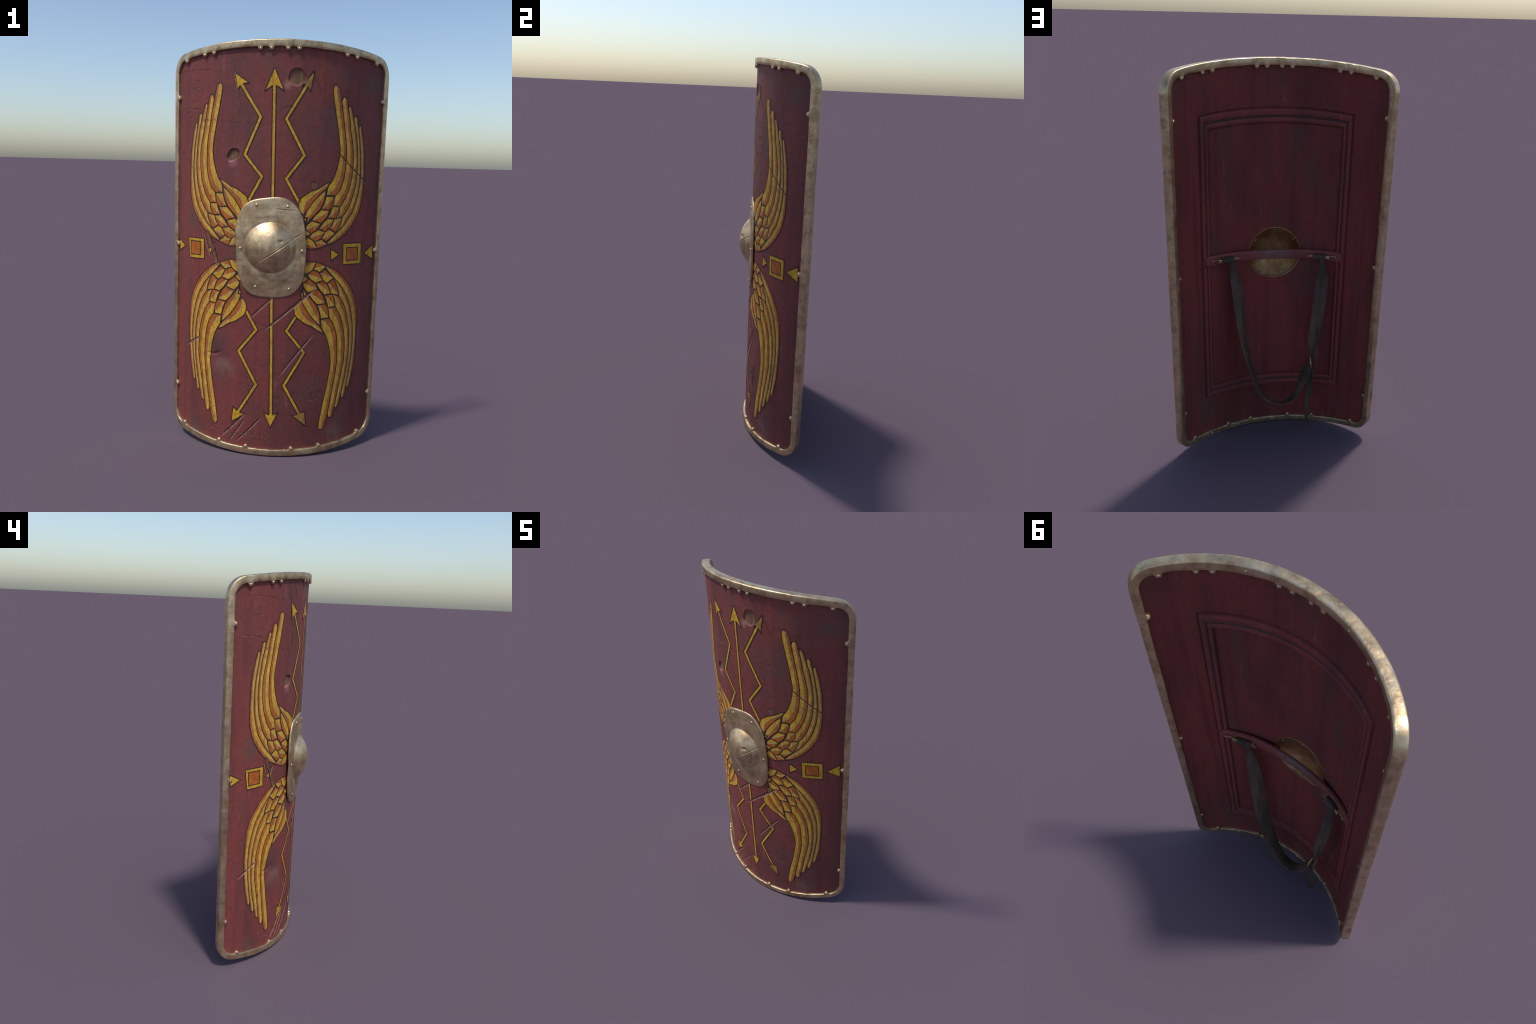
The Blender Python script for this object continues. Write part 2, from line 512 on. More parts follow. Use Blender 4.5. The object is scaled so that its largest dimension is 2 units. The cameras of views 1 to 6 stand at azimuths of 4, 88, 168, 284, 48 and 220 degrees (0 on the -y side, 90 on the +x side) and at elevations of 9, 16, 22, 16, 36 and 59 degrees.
mat_metal = metal('aged_tinned_bronze', (0.68, 0.52, 0.32), (0.50, 0.36, 0.205), (0.27, 0.17, 0.095), (0.30, 0.48), 0.5, 0.75, 0.5)
mat_boss = metal('aged_bronze_boss', (0.66, 0.50, 0.30), (0.48, 0.34, 0.19), (0.27, 0.17, 0.09), (0.36, 0.54), 0.5, 0.6, 0.3)
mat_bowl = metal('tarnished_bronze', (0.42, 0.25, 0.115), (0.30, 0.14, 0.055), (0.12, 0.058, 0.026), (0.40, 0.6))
mat_brass = metal('dull_brass', (0.46, 0.36, 0.19), (0.36, 0.26, 0.13), (0.20, 0.12, 0.06), (0.3, 0.5))
mat_copper = metal('copper_tip', (0.42, 0.22, 0.10), (0.30, 0.15, 0.07), (0.16, 0.08, 0.04), (0.35, 0.5))


def leather():
    m = Mat('dark_leather', 0.65, spec=0.2)
    c = m.mix(m.ramp(m.noise(14, 5, 0.6, m.mapping((1.5, 1.5, 0.3))), 0.42, 0.60), (0.050, 0.040, 0.031), (0.110, 0.072, 0.052))
    c = m.mix(m.ramp(m.noise(50, 5, 0.6), 0.6, 0.75, 0, 0.6), c, (0.13, 0.09, 0.07))
    m.color(c)
    m.bump(m.noise(90, 5, 0.65), 0.35, 0.003)
    return m.m


mat_leather = leather()
mat_leather_edge = bare('worn_leather_edge', (0.16, 0.105, 0.075), (0.10, 0.07, 0.055), (1, 1, 1), 60)
mat_cord = bare('grey_cord', (0.110, 0.082, 0.072), (0.050, 0.038, 0.035), (1, 1, 1), 120)

# ------------------------------------------------------------------ the shield
root = bpy.data.objects.new('roman_shield', None)
bpy.context.scene.collection.objects.link(root)
root['label'] = 'curved red Roman shield with golden wings, arrows and metal boss'
root['category'] = 'shield'

def rim_path(step=0.0022):
    """outline of the shield in (s, z): bowed top and bottom, straight sides, rounded corners;
    counter-clockwise, with inward normals"""
    sc = HS - RC
    phi = math.atan(2 * ARCH * sc)
    st = sc + RC * math.sin(phi)                 # where arch and corner arc meet
    zc = ARCH * st**2 + RC * math.cos(phi)       # height of the lower corner centre
    low = [(x, ARCH * x**2) for x in np.linspace(-st, st, 121)]
    cor = [(sc + RC * math.cos(a), zc + RC * math.sin(a)) for a in np.linspace(-math.pi / 2 + phi, 0, 30)]
    right = low + cor[1:]
    half = right + [(x, ZT - z) for x, z in cor[::-1]]
    top = [(x, ZT - ARCH * x**2) for x in np.linspace(st, -st, 121)]
    pts = half + top[1:] + [(-x, ZT - z) for x, z in cor[1:]] + [(-x, z) for x, z in cor[::-1][:-1]]
    P = resample(np.array(pts), step=step, closed=True)
    T = np.roll(P, -1, 0) - np.roll(P, 1, 0)
    T /= np.linalg.norm(T, axis=1)[:, None]
    return P, T, np.stack([-T[:, 1], T[:, 0]], -1)


FS, FZ0, FZ1 = 0.391, 0.270, 1.747      # raised frame on the back
SIDE_RAIL = 0.70


def bow(s, z):
    """frame rails bow like the top and bottom edges of the board"""
    zm, zh = (FZ0 + FZ1) / 2, (FZ1 - FZ0) / 2
    return z + ARCH * (FS**2 - s**2) * (z - zm) / zh


# --- board: front and back sheets closed round the edge, with the hand hole
BOSS_C = (-0.0165, 1.045)
HOLE_C = (-0.015, 1.040)
HOLE_R = 0.132
NX, NZ = 400, 680
INS = 0.008
P, T, N = rim_path()
edge_pts = P + N * INS
right_low = edge_pts[(edge_pts[:, 1] < 0.5)]
right_low = right_low[np.argsort(right_low[:, 0])]
s_col = np.linspace(-1, 1, NX) * (HS - INS - 0.0005)
z_lo = np.interp(s_col, right_low[:, 0], right_low[:, 1])
v = np.linspace(0, 1, NZ)[:, None]
S = s_col[None] + 0 * v
Z = z_lo[None] + v * (ZT - 2 * z_lo[None])
dz = np.minimum(Z - z_lo[None], ZT - z_lo[None] - Z)
hf, _ = relief(S, Z)
edge = np.clip(np.minimum(HS - np.abs(S), dz) / 0.04, 0, 1)
Vf = surf(S, Z, hf * edge)
back_und = 0.0005 * fbm(S * 5 + 30, Z * 4 + 2, 3)
# baked shadow line round the frame, modelled as a narrow groove in the board
zf = Z - ARCH * (FS**2 - S**2) * (Z - (FZ0 + FZ1) / 2) / ((FZ1 - FZ0) / 2)
for ins in (-0.0025, 0.0640):
    box_d = np.maximum(np.abs(S) - (FS - ins * (SIDE_RAIL if ins > 0 else 1)), np.abs(zf - (FZ0 + FZ1) / 2) - ((FZ1 - FZ0) / 2 - ins))
    back_und = back_und + 0.0060 * np.clip(1.2 - np.abs(box_d) / 0.0050, 0, 1)
Vb = surf(S, Z, -THICK + back_und * edge)


def in_hole(V, r):
    return np.hypot(V[..., 0] - HOLE_C[0], V[..., 2] - HOLE_C[1]) < r


def sheet_faces(V, base, flip):
    q = grid_faces(NZ, NX, base, flip=flip)
    inside = in_hole(V, HOLE_R).ravel()
    keep = ~inside[(q - base)].all(1)
    return q[keep]


n0 = NX * NZ
Ff = sheet_faces(Vf, 0, True)
Fb = sheet_faces(Vb, n0, False)
idx = np.arange(n0).reshape(NZ, NX)
loop = np.r_[idx[0, :-1], idx[:-1, -1], idx[-1, :0:-1], idx[:0:-1, 0]]
l2 = np.roll(loop, -1)
wall = np.stack([loop, l2, l2 + n0, loop + n0], -1)
me = new_mesh('board', np.vstack([Vf.reshape(-1, 3), Vb.reshape(-1, 3)]), np.vstack([Ff, Fb, wall]),
              (mat_front, mat_back),
              np.r_[np.zeros(len(Ff)), np.ones(len(Fb)), np.ones(len(wall))])
board = add('board', me, root)

# --- rim -----------------------------------------------------------------
TABS_TOP = [-0.502, -0.375, -0.320, -0.088, -0.038, 0.038, 0.088, 0.320, 0.375, 0.502]
TABS_BOT = [-0.500, -0.258, -0.114, 0.114, 0.258, 0.500]
TABS_SIDE = [1.752, 1.023, 0.271]


LIP = 0.0335
tabs = [(s, ZT) for s in TABS_TOP] + [(s, 0.0) for s in TABS_BOT] \
    + [(sg * HS, z) for sg in (-1, 1) for z in TABS_SIDE]
arc = np.r_[0, np.cumsum(np.linalg.norm(np.diff(P, axis=0), axis=1))]
total = arc[-1] + np.linalg.norm(P[0] - P[-1])
ext = np.zeros(len(P)); tab_at = []
for ts, tz in tabs:
    if tz == 0.0:
        tz = ARCH * ts**2
    elif tz == ZT:
        tz = ZT - ARCH * ts**2
    i = np.argmin(np.hypot(P[:, 0] - ts, P[:, 1] - tz))
    tab_at.append(i)
    d = np.abs(arc - arc[i]); d = np.minimum(d, total - d)
    big = 1.15 if 0.45 < abs(ts) < 0.52 else 1.0
    x = np.clip((0.0150 * big - d) / (0.0090 * big), 0, 1)
    rnd = np.sqrt(np.clip(1 - (d / (0.0125 * big))**2, 0, 1))
    ext = np.maximum(ext, (x * x * (3 - 2 * x)) * (0.010 + 0.0055 * rnd))
prof = [(1.00, -0.004, 1), (1.00, 0.0070, 1), (0.993, 0.0092, 1), (0.97, 0.0106, 1), (0.93, 0.0112, 1), (0.6, 0.0118, 1),
        (0.20, 0.0120, 0), (0.12, 0.0116, 0), (0.06, 0.0100, 0), (0.02, 0.0070, 0), (0.0, 0.0035, 0), (-0.005, -0.010, 0),
        (0.0, -0.0235, 0), (0.02, -0.0270, 0), (0.06, -0.0300, 0), (0.12, -0.0308, 0), (0.20, -0.0311, 0), (0.6, -0.0309, 1),
        (0.93, -0.0304, 1), (0.97, -0.0298, 1), (0.993, -0.0285, 1), (1.00, -0.0270, 1), (1.00, -0.014, 1)]
wear = fbm(arc * 25, arc * 0 + 3.3, 3)
bat = P[:, 1] > ZT - 0.06
rows = []
for w, h, e in prof:
    wd = w * LIP + (ext * (w - 0.5) * 2 if (e and w > 0.5) else 0)
    wd = wd + 0.0010 * fbm(arc * 18 + 7, arc * 0 + w, 2) * (w > 0.9)
    dent = 0.0006 * vnoise(arc * 30, arc * 0 + h * 300) + 0.0005 * wear
    dent = dent * np.where(bat, 1.6, 1.0)
    wd = wd + np.where(w < 0.1, np.maximum(dent, 0), 0)
    q = P + N * np.asarray(wd)[:, None]
    hh = h + np.sign(h + 0.009) * 0.5 * (0.0007 * vnoise(arc * 22 + 50, arc * 0 + w * 3))
    rows.append(surf(q[:, 0], q[:, 1], hh))
V = np.stack(rows, 1)
k = len(prof)
F = grid_faces(len(P), k, wrap_u=True, flip=True)
V = V.reshape(-1, 3)
me = new_mesh('rim', V, F, (mat_metal,))
rim = add('rim', me, root)

rv, rf = dome(0.0058, 0.0042)
rivet_mesh = poly_mesh('rivet', rv, rf, (mat_metal,))


def place_rivet(p, nrm, parent, scale=1.0, mesh=rivet_mesh):
    ob = add('rivet', mesh, parent)
    ob.location = [float(v) for v in p]
    ob.rotation_mode = 'QUATERNION'
    ob.rotation_quaternion = Vector([float(v) for v in nrm]).to_track_quat('Z', 'Y')
    ob.scale = (scale, scale, scale)
    return ob


def radial(s):
    return np.array([math.sin(s / R), -math.cos(s / R), 0.0])


for i in tab_at:
    q = P[i] + N[i] * (LIP + 0.0065)
    place_rivet(surf(q[0], q[1], 0.0100), radial(q[0]), rim, random.uniform(0.9, 1.1))
    place_rivet(surf(q[0], q[1], -0.0292), -radial(q[0]), rim, random.uniform(0.9, 1.1))
for s, z in [(0.20, ZT - 0.024), (-0.207, ZT - 0.024), (0.19, 0.023), (-0.02, 0.018), (-0.215, 0.024), (0.37, 0.037)]:
    place_rivet(surf(s, z, -0.0305), -radial(s), rim, 0.95)

# --- boss ----------------------------------------------------------------
BW, BH, BN = 0.1665, 0.2395, 3.0
TILT = math.radians(3.6)
DOME_C = (-0.018, 1.049); DOME_R = 0.121; TIP = 0.0475


def boss_y(x, z):
    """front face of the boss: shallow curved plate, hemispherical umbo"""
    dx, dzc = x - BOSS_C[0], z - BOSS_C[1]
    y = -0.1225 + 0.62 * dx**2 + 0.22 * dzc**2
    r = np.hypot(x - DOME_C[0], z - DOME_C[1]) / DOME_R
    Rs = (DOME_R**2 + TIP**2) / (2 * TIP)
    cap = np.sqrt(np.maximum(Rs**2 - (np.minimum(r, 1.0) * DOME_R)**2, 0)) - (Rs - TIP)
    y = y - cap + 0.0012 * np.exp(-((r - 1.0) / 0.10)**2)
    # hammer marks and dents
    y = y + 0.0017 * fbm(x * 14 + 2, z * 14 + 8, 3) * np.clip(r, 0.35, 1)
    y = y + 0.0058 * np.exp(-(((x - 0.030) / 0.013)**2 + ((z - 1.083) / 0.008)**2))
    y = y + 0.0016 * np.exp(-(((x + 0.04) / 0.05)**2 + ((z - 1.185) / 0.012)**2))
    y = y + 0.0012 * np.exp(-(((x - 0.045) / 0.020)**2 + ((z - 0.915) / 0.012)**2))
    for pts, w, dep in BOSS_CUTS:
        d, t = dist_polyline(x, z, pts)
        y = y + dep * np.clip(1 - d / w, 0, 1) * taper(t) - 0.25 * dep * np.exp(-((d - 1.5 * w) / (0.6 * w))**2) * taper(t)
    return y


BOSS_CUTS = [([(0.143, 1.125), (0.085, 1.092), (0.040, 1.058), (-0.020, 1.018), (-0.066, 0.985), (-0.112, 0.945)], 0.0036, 0.0026),
             ([(0.000, 1.233), (0.070, 1.226), (0.130, 1.224)], 0.0032, 0.0022),
             ([(0.012, 0.805), (0.030, 0.822), (0.048, 0.838)], 0.003, 0.0012),
             ([(0.010, 1.262), (-0.012, 1.235), (-0.030, 1.205)], 0.0026, 0.0008)]
na, nr = 260, 120
ang = np.linspace(0, 2 * np.pi, na, endpoint=False)
ca, sa = np.cos(ang), np.sin(ang)
ra = (np.abs(ca / BW)**BN + np.abs(sa / BH)**BN) ** (-1 / BN)
ra = ra * (1 + 0.006 * np.sin(5 * ang + 1) + 0.005 * np.sin(9 * ang + 2))
t = np.linspace(0.004, 1, nr)
X0 = (ra * ca)[None] * t[:, None]; Z0 = (ra * sa)[None] * t[:, None]
X = BOSS_C[0] + X0 * math.cos(TILT) + Z0 * -math.sin(TILT)
Zb = BOSS_C[1] + X0 * math.sin(TILT) + Z0 * math.cos(TILT)
Y = boss_y(X, Zb)
edge_d = (1 - t[:, None]) * np.minimum(ra, 0.2)[None]
Y = Y + np.where(edge_d < 0.005, 0.0025 * ((0.005 - np.minimum(edge_d, 0.005)) / 0.005)**2, 0)
rings = [np.stack([X, Y, Zb], -1)]
# turned edge and back face of the plate
for sc_, dy in ((1.004, 0.0045), (1.004, 0.0085), (0.995, 0.0105), (0.80, 0.0105)):
    xx = BOSS_C[0] + (X[-1] - BOSS_C[0]) * sc_; zz_ = BOSS_C[1] + (Zb[-1] - BOSS_C[1]) * sc_
    yy = boss_y(X[-1], Zb[-1]) + dy
    rings.append(np.stack([xx, yy, zz_], -1)[None])
Vg = np.concatenate(rings, 0)
Fg = grid_faces(Vg.shape[0], na, wrap_v=True)
me = new_mesh('boss', Vg.reshape(-1, 3), Fg, (mat_boss,))
boss = add('boss', me, root)
rv2, rf2 = dome(0.0075, 0.0055)
boss_rivet = poly_mesh('rivet', rv2, rf2, (mat_boss,))
for x, z in [(0.0584, 1.2457), (-0.0875, 1.2497), (0.1334, 1.0375), (0.0765, 0.8518), (-0.161, 1.041), (-0.0845, 0.858)]:
    place_rivet((x, float(boss_y(np.array(x), np.array(z))) + 0.0008, z), (0.35 * x, -1, 0), boss, 1.0, boss_rivet)

# hollow of the boss seen from behind
nb = 96
ang = np.linspace(0, 2 * np.pi, nb, endpoint=False)
rows = []
for rr_, dep in [(HOLE_R + 0.003, -0.001), (HOLE_R + 0.003, 0.0016), (HOLE_R + 0.001, 0.0026), (HOLE_R - 0.002, 0.0018)] + \
        [((HOLE_R - 0.002) * q, -0.001 - 0.050 * (1 - q**2)) for q in np.linspace(0.99, 0.02, 24)]:
    x = HOLE_C[0] + rr_ * np.cos(ang); z = HOLE_C[1] + 1.03 * rr_ * np.sin(ang)
    fade = min(1, max(0, rr_ / HOLE_R)) ** 2
    y = CY - np.sqrt((R - THICK)**2 - (x * fade)**2) + dep
    rows.append(np.stack([x, y, z], -1))
Vh = np.stack(rows, 0)
Vh[..., 1] += 0.0010 * fbm(Vh[..., 0] * 25, Vh[..., 2] * 25, 2)
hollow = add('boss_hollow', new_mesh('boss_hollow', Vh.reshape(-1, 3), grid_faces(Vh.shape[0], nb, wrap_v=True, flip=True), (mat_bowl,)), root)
small_rivet = poly_mesh('rivet', *dome(0.0045, 0.0035), (mat_brass,))
for a in np.radians([90, 35, -8, -55, -90, -125, 188, 145]):
    place_rivet((HOLE_C[0] + 0.120 * math.cos(a), -0.0915 + 0.010 * math.cos(a)**2, HOLE_C[1] + 0.1235 * math.sin(a)),
                (-0.5 * math.cos(a), 1, -0.5 * math.sin(a)), hollow, 1.0, small_rivet)

# ------------------------------------------------------------------ painted emblem
LINE = 0.0023        # half width of the dark outline


def ribbon(pts, half, off, closed=False, step=0.004, cols=1, half_fn=None):
    """flat painted line of given half width following a (s, z) polyline, mitred"""
    Q = np.asarray(pts, float)
    dup = np.r_[True, np.linalg.norm(np.diff(Q, axis=0), axis=1) > 1e-5]
    Q = Q[dup]
    if closed and np.linalg.norm(Q[0] - Q[-1]) < 1e-5:
        Q = Q[:-1]
    if closed:
        Tn = np.roll(Q, -1, 0) - Q; Tp = Q - np.roll(Q, 1, 0)
    else:
        d = np.diff(Q, axis=0); Tn = np.vstack([d, d[-1:]]); Tp = np.vstack([d[:1], d])
    Tn = Tn / np.linalg.norm(Tn, axis=1)[:, None]; Tp = Tp / np.linalg.norm(Tp, axis=1)[:, None]
    T_ = Tn + Tp; ln = np.maximum(np.linalg.norm(T_, axis=1), 0.35)[:, None]
    T_ = T_ / ln
    Nn = np.stack([-T_[:, 1], T_[:, 0]], -1) * np.clip(2 / ln, 1, 1.7)
    h = np.full(len(Q), half) if half_fn is None else half * half_fn(np.linspace(0, 1, len(Q)))
    u_ = np.linspace(-1, 1, cols + 1)
    G = Q[:, None] + Nn[:, None] * (u_[None, :, None] * h[:, None, None])
    V_ = front(G[..., 0], G[..., 1], off)
    return V_.reshape(-1, 3), grid_faces(len(Q), cols + 1, wrap_u=closed)


def densify(pts, step=0.004):
    Q = [np.asarray(pts[0], float)]
    for a, b in zip(pts[:-1], pts[1:]):
        a = np.asarray(a, float); b = np.asarray(b, float)
        n = max(1, int(np.ceil(np.linalg.norm(b - a) / step)))
        Q += [a + (b - a) * (i / n) for i in range(1, n + 1)]
    return np.array(Q)


def strip(L, Rr, off, bands, step=0.0024, straight=0.0):
    """surface between two rails, cut lengthwise into colour bands; bands = [(fraction, material)]"""
    n = max(6, int(max(np.linalg.norm(np.diff(L, axis=0), axis=1).sum(),
                       np.linalg.norm(np.diff(Rr, axis=0), axis=1).sum()) / step))
    A = resample(L, n); B = resample(Rr, n)
    w = np.linalg.norm(B - A, axis=1)
    edges = [np.zeros(n)]; mats = []
    for f, mi, c in bands(w):
        e0 = edges[-1]
        for j in range(c):
            edges.append(e0 + (f - e0) * (j + 1) / c); mats.append(mi)
    U = np.stack(edges, 1)
    G = A[:, None] * (1 - U[..., None]) + B[:, None] * U[..., None]
    if straight:      # let the quill run straight from base to tip
        tt = np.linspace(0, 1, n)[:, None]
        want = A[:1] * (1 - tt) + A[-1:] * tt
        shift = (want - (A + B) / 2) * straight
        shift *= np.minimum(1, 0.35 * w / np.maximum(np.linalg.norm(shift, axis=1), 1e-6))[:, None]
        G = G + shift[:, None] * (1 - np.abs(2 * U - 1))[..., None]
    V_ = front(G[..., 0], G[..., 1], off)
    F_ = grid_faces(n, U.shape[1])
    return V_.reshape(-1, 3), F_, np.tile(mats, n - 1)


def orient(V_, F_):
    """flip faces so that they look outwards"""
    V_ = np.asarray(V_); F_ = np.asarray(F_).copy()
    a, b, c = V_[F_[:, 0]], V_[F_[:, 1]], V_[F_[:, 2]]
    nn = np.cross(b - a, c - a) + np.cross(c - a, V_[F_[:, 3]] - a)
    out = V_[F_].mean(1) - np.array([0, CY, 0]); out[:, 2] = 0
    bad = (nn * out).sum(1) < 0
    F_[bad] = F_[bad][:, ::-1]
    return F_


def feather_bands(w):
    hw = np.minimum(0.0034 / np.maximum(w, 1e-5), 0.13)
    return [(0.50 - hw, 0, 5), (0.50 + hw, 1, 2), (np.ones_like(w), 2, 5)]


# one wing in millimetres (s, z): boundaries between the long feathers, tip first
B0 = [(267, 1809), (256, 1789), (269, 1708), (287, 1624), (300, 1553), (306, 1510), (302, 1467), (292, 1423), (273, 1374), (250, 1339), (244, 1301)]
B1 = [(267, 1809), (290, 1789), (305, 1724), (314, 1682), (326, 1612), (336, 1555), (342, 1497), (340, 1439), (336, 1396), (329, 1367), (314, 1328), (289, 1299)]
B2 = [(316, 1758), (335, 1735), (347, 1679), (362, 1599), (375, 1542), (383, 1498), (383, 1440), (380, 1396), (372, 1355), (358, 1314), (339, 1277), (317, 1249)]
B3 = [(348, 1717), (365, 1697), (379, 1646), (392, 1600), (400, 1557), (408, 1499), (411, 1440), (409, 1399), (404, 1350), (392, 1306), (375, 1257), (354, 1223), (334, 1200)]
B4 = [(383, 1675), (400, 1659), (411, 1601), (421, 1543), (429, 1485), (433, 1426), (433, 1399), (430, 1350), (419, 1294), (397, 1232), (369, 1188), (338, 1152), (302, 1120)]
B5 = [(414, 1632), (426, 1620), (436, 1582), (445, 1544), (453, 1485), (456, 1426), (457, 1400), (456, 1350), (451, 1276), (434, 1221), (407, 1177), (369, 1131), (315, 1088), (261, 1064)]
# each cell: two rails from base to tip; each rail is a list of smooth spans meeting at corners
rev = lambda b: b[::-1]


def blunt(rail_pts, shoulder, tip):
    """finish a rail with a rounded quarter-ellipse from the shoulder to the tip"""
    a = np.radians([30, 60, 80, 90])
    return list(rail_pts) + [(shoulder[0] + (tip[0] - shoulder[0]) * (1 - math.cos(t)),
                              shoulder[1] + (tip[1] - shoulder[1]) * math.sin(t)) for t in a]


def left_tip(b, cut, shoulder, tip):
    return blunt(rev(b[cut:]) + [shoulder], shoulder, tip)


def right_tip(b):
    return blunt(rev(b[1:]), b[1], b[0])


CELLS = [
    # long flight feathers
    ([right_tip(B0)], [[(244, 1301), (289, 1299)], right_tip(B1)]),
    ([[(277, 1250), (283, 1272), (289, 1299)], left_tip(B1, 3, (304, 1733), (316, 1758))], [[(277, 1250), (317, 1249)], right_tip(B2)]),
    ([[(297, 1190), (314, 1223), (317, 1249)], left_tip(B2, 2, (341, 1700), (348, 1717))], [[(297, 1190), (334, 1200)], right_tip(B3)]),
    ([[(301, 1123), (315, 1145), (328, 1172), (334, 1200)], left_tip(B3, 2, (377, 1660), (383, 1675))], [[(301, 1123), (303, 1121)], right_tip(B4)]),
    ([[(256, 1074), (302, 1120)], left_tip(B4, 2, (409, 1618), (414, 1632))], [[(256, 1074), (261, 1064)], right_tip(B5)]),
    # two broad inner feathers
    ([[(132, 1208), (112, 1230), (108, 1256), (115, 1280), (150, 1308), (170, 1320), (199, 1331), (229, 1350), (260, 1365)]],
     [[(132, 1208), (149, 1228), (170, 1259), (203, 1298), (249, 1342), (260, 1365)]]),
    ([[(144, 1159), (155, 1194)], [(155, 1194), (138, 1195)], [(138, 1195), (150, 1228), (171, 1259), (204, 1298), (242, 1330)]],
     [[(144, 1159), (184, 1204), (216, 1238), (228, 1260), (238, 1291), (242, 1330)]]),
    # scale feathers
    ([[(220, 1235), (233, 1262), (243, 1297)], [(243, 1297), (283, 1296)]], [[(220, 1235), (262, 1232)], [(262, 1232), (276, 1248), (283, 1272), (283, 1296)]]),
    ([[(173, 1181), (194, 1209), (219, 1233)], [(219, 1233), (263, 1231)]], [[(173, 1181), (221, 1167)], [(221, 1167), (239, 1185), (254, 1204), (263, 1231)]]),
    ([[(146, 1140), (151, 1158), (173, 1180)], [(173, 1180), (198, 1177), (221, 1167)]], [[(146, 1140), (173, 1119)], [(173, 1119), (207, 1143), (221, 1167)]]),
    ([[(254, 1194), (267, 1219), (277, 1250)], [(277, 1250), (316, 1247)]], [[(254, 1194), (297, 1190)], [(297, 1190), (314, 1223), (316, 1247)]]),
    ([[(209, 1139), (230, 1168), (255, 1193)], [(255, 1193), (288, 1188)]], [[(209, 1139), (245, 1128)], [(245, 1128), (278, 1158), (288, 1188)]]),
    ([[(165, 1101), (178, 1119), (208, 1138)], [(208, 1138), (228, 1136), (245, 1128)]], [[(165, 1101), (190, 1082)], [(190, 1082), (207, 1085), (230, 1102), (245, 1128)]]),
    ([[(267, 1143), (280, 1165), (288, 1189)], [(288, 1189), (331, 1197)]], [[(267, 1143), (301, 1123)], [(301, 1123), (315, 1145), (328, 1172), (331, 1197)]]),
    ([[(227, 1095), (242, 1124), (265, 1142)], [(265, 1142), (300, 1120)]], [[(227, 1095), (253, 1080)], [(253, 1080), (276, 1099), (300, 1120)]]),
    ([[(190, 1082), (210, 1085), (226, 1094)], [(226, 1094), (260, 1066)]], [[(190, 1082), (209, 1048)], [(209, 1048), (232, 1055), (260, 1066)]]),
    ([[(137, 1075), (159, 1101)], [(159, 1101), (190, 1082), (209, 1048)]], [[(137, 1075), (146, 1051)], [(146, 1051), (181, 1045), (209, 1048)]]),
    ([[(133, 1119), (147, 1139)], [(147, 1139), (172, 1119)]], [[(133, 1119), (158, 1103)], [(158, 1103), (172, 1119)]]),
    ([[(142, 1172), (138, 1192), (151, 1195)]], [[(142, 1172), (148, 1182), (151, 1195)]]),
]
# the four wings: mirrored and stretched copies
WINGS = [((1, 0, 0), (0, 1, 0)),
         ((-0.9781, 0.0018, -0.0264), (-0.0096, 1.0022, 0.0005)),
         ((1.0166, -0.0052, 0.0010), (0.0075, -1.1244, 2.1587)),
         ((-0.9732, -0.0034, -0.0179), (0.0175, -1.1194, 2.1491))]


def rail(spans):
    out = []
    for sp in spans:
        c = catmull(np.array(sp, float), 8)
        out.append(c if not out else c[1:])
    return np.vstack(out) / 1000.0


for wi, (ma, mb) in enumerate(WINGS):
    ma, mb = np.array(ma), np.array(mb)

    def tr(p):
        return np.stack([p[:, 0] * ma[0] + p[:, 1] * ma[1] + ma[2], p[:, 0] * mb[0] + p[:, 1] * mb[1] + mb[2]], -1)
    lv, lf, o = [], [], 0
    fills = []
    for ci, (la, lb) in enumerate(CELLS):
        L = tr(rail(la)); Rr = tr(rail(lb))
        V_, F_, mi = strip(L, Rr, 0.0007 + 0.00001 * ci, feather_bands, straight=0.8 if ci > 6 else 0.0)
        fills.append((V_, orient(V_, F_), mi))
        outline = np.vstack([L, Rr[::-1][1:-1]])
        outline = resample(outline, step=0.0024, closed=True)
        V_, F_ = ribbon(outline, LINE * random.uniform(0.85, 1.1), 0.0011 + 0.00002 * ci, closed=True)
        lv.append(V_); lf.append(orient(V_, F_) + o); o += len(V_)
    wing = add('wing_emblem', new_mesh('wing_emblem', np.vstack(lv), np.vstack(lf), (mat_line,)), root)
    for V_, F_, mi in fills:
        add('feather', new_mesh('feather', V_, F_, (mat_yellow, mat_pale, mat_orange), mi), wing)

SHAFT = 0.0082


def one(w):
    return [(np.ones_like(w), 0, 5)]


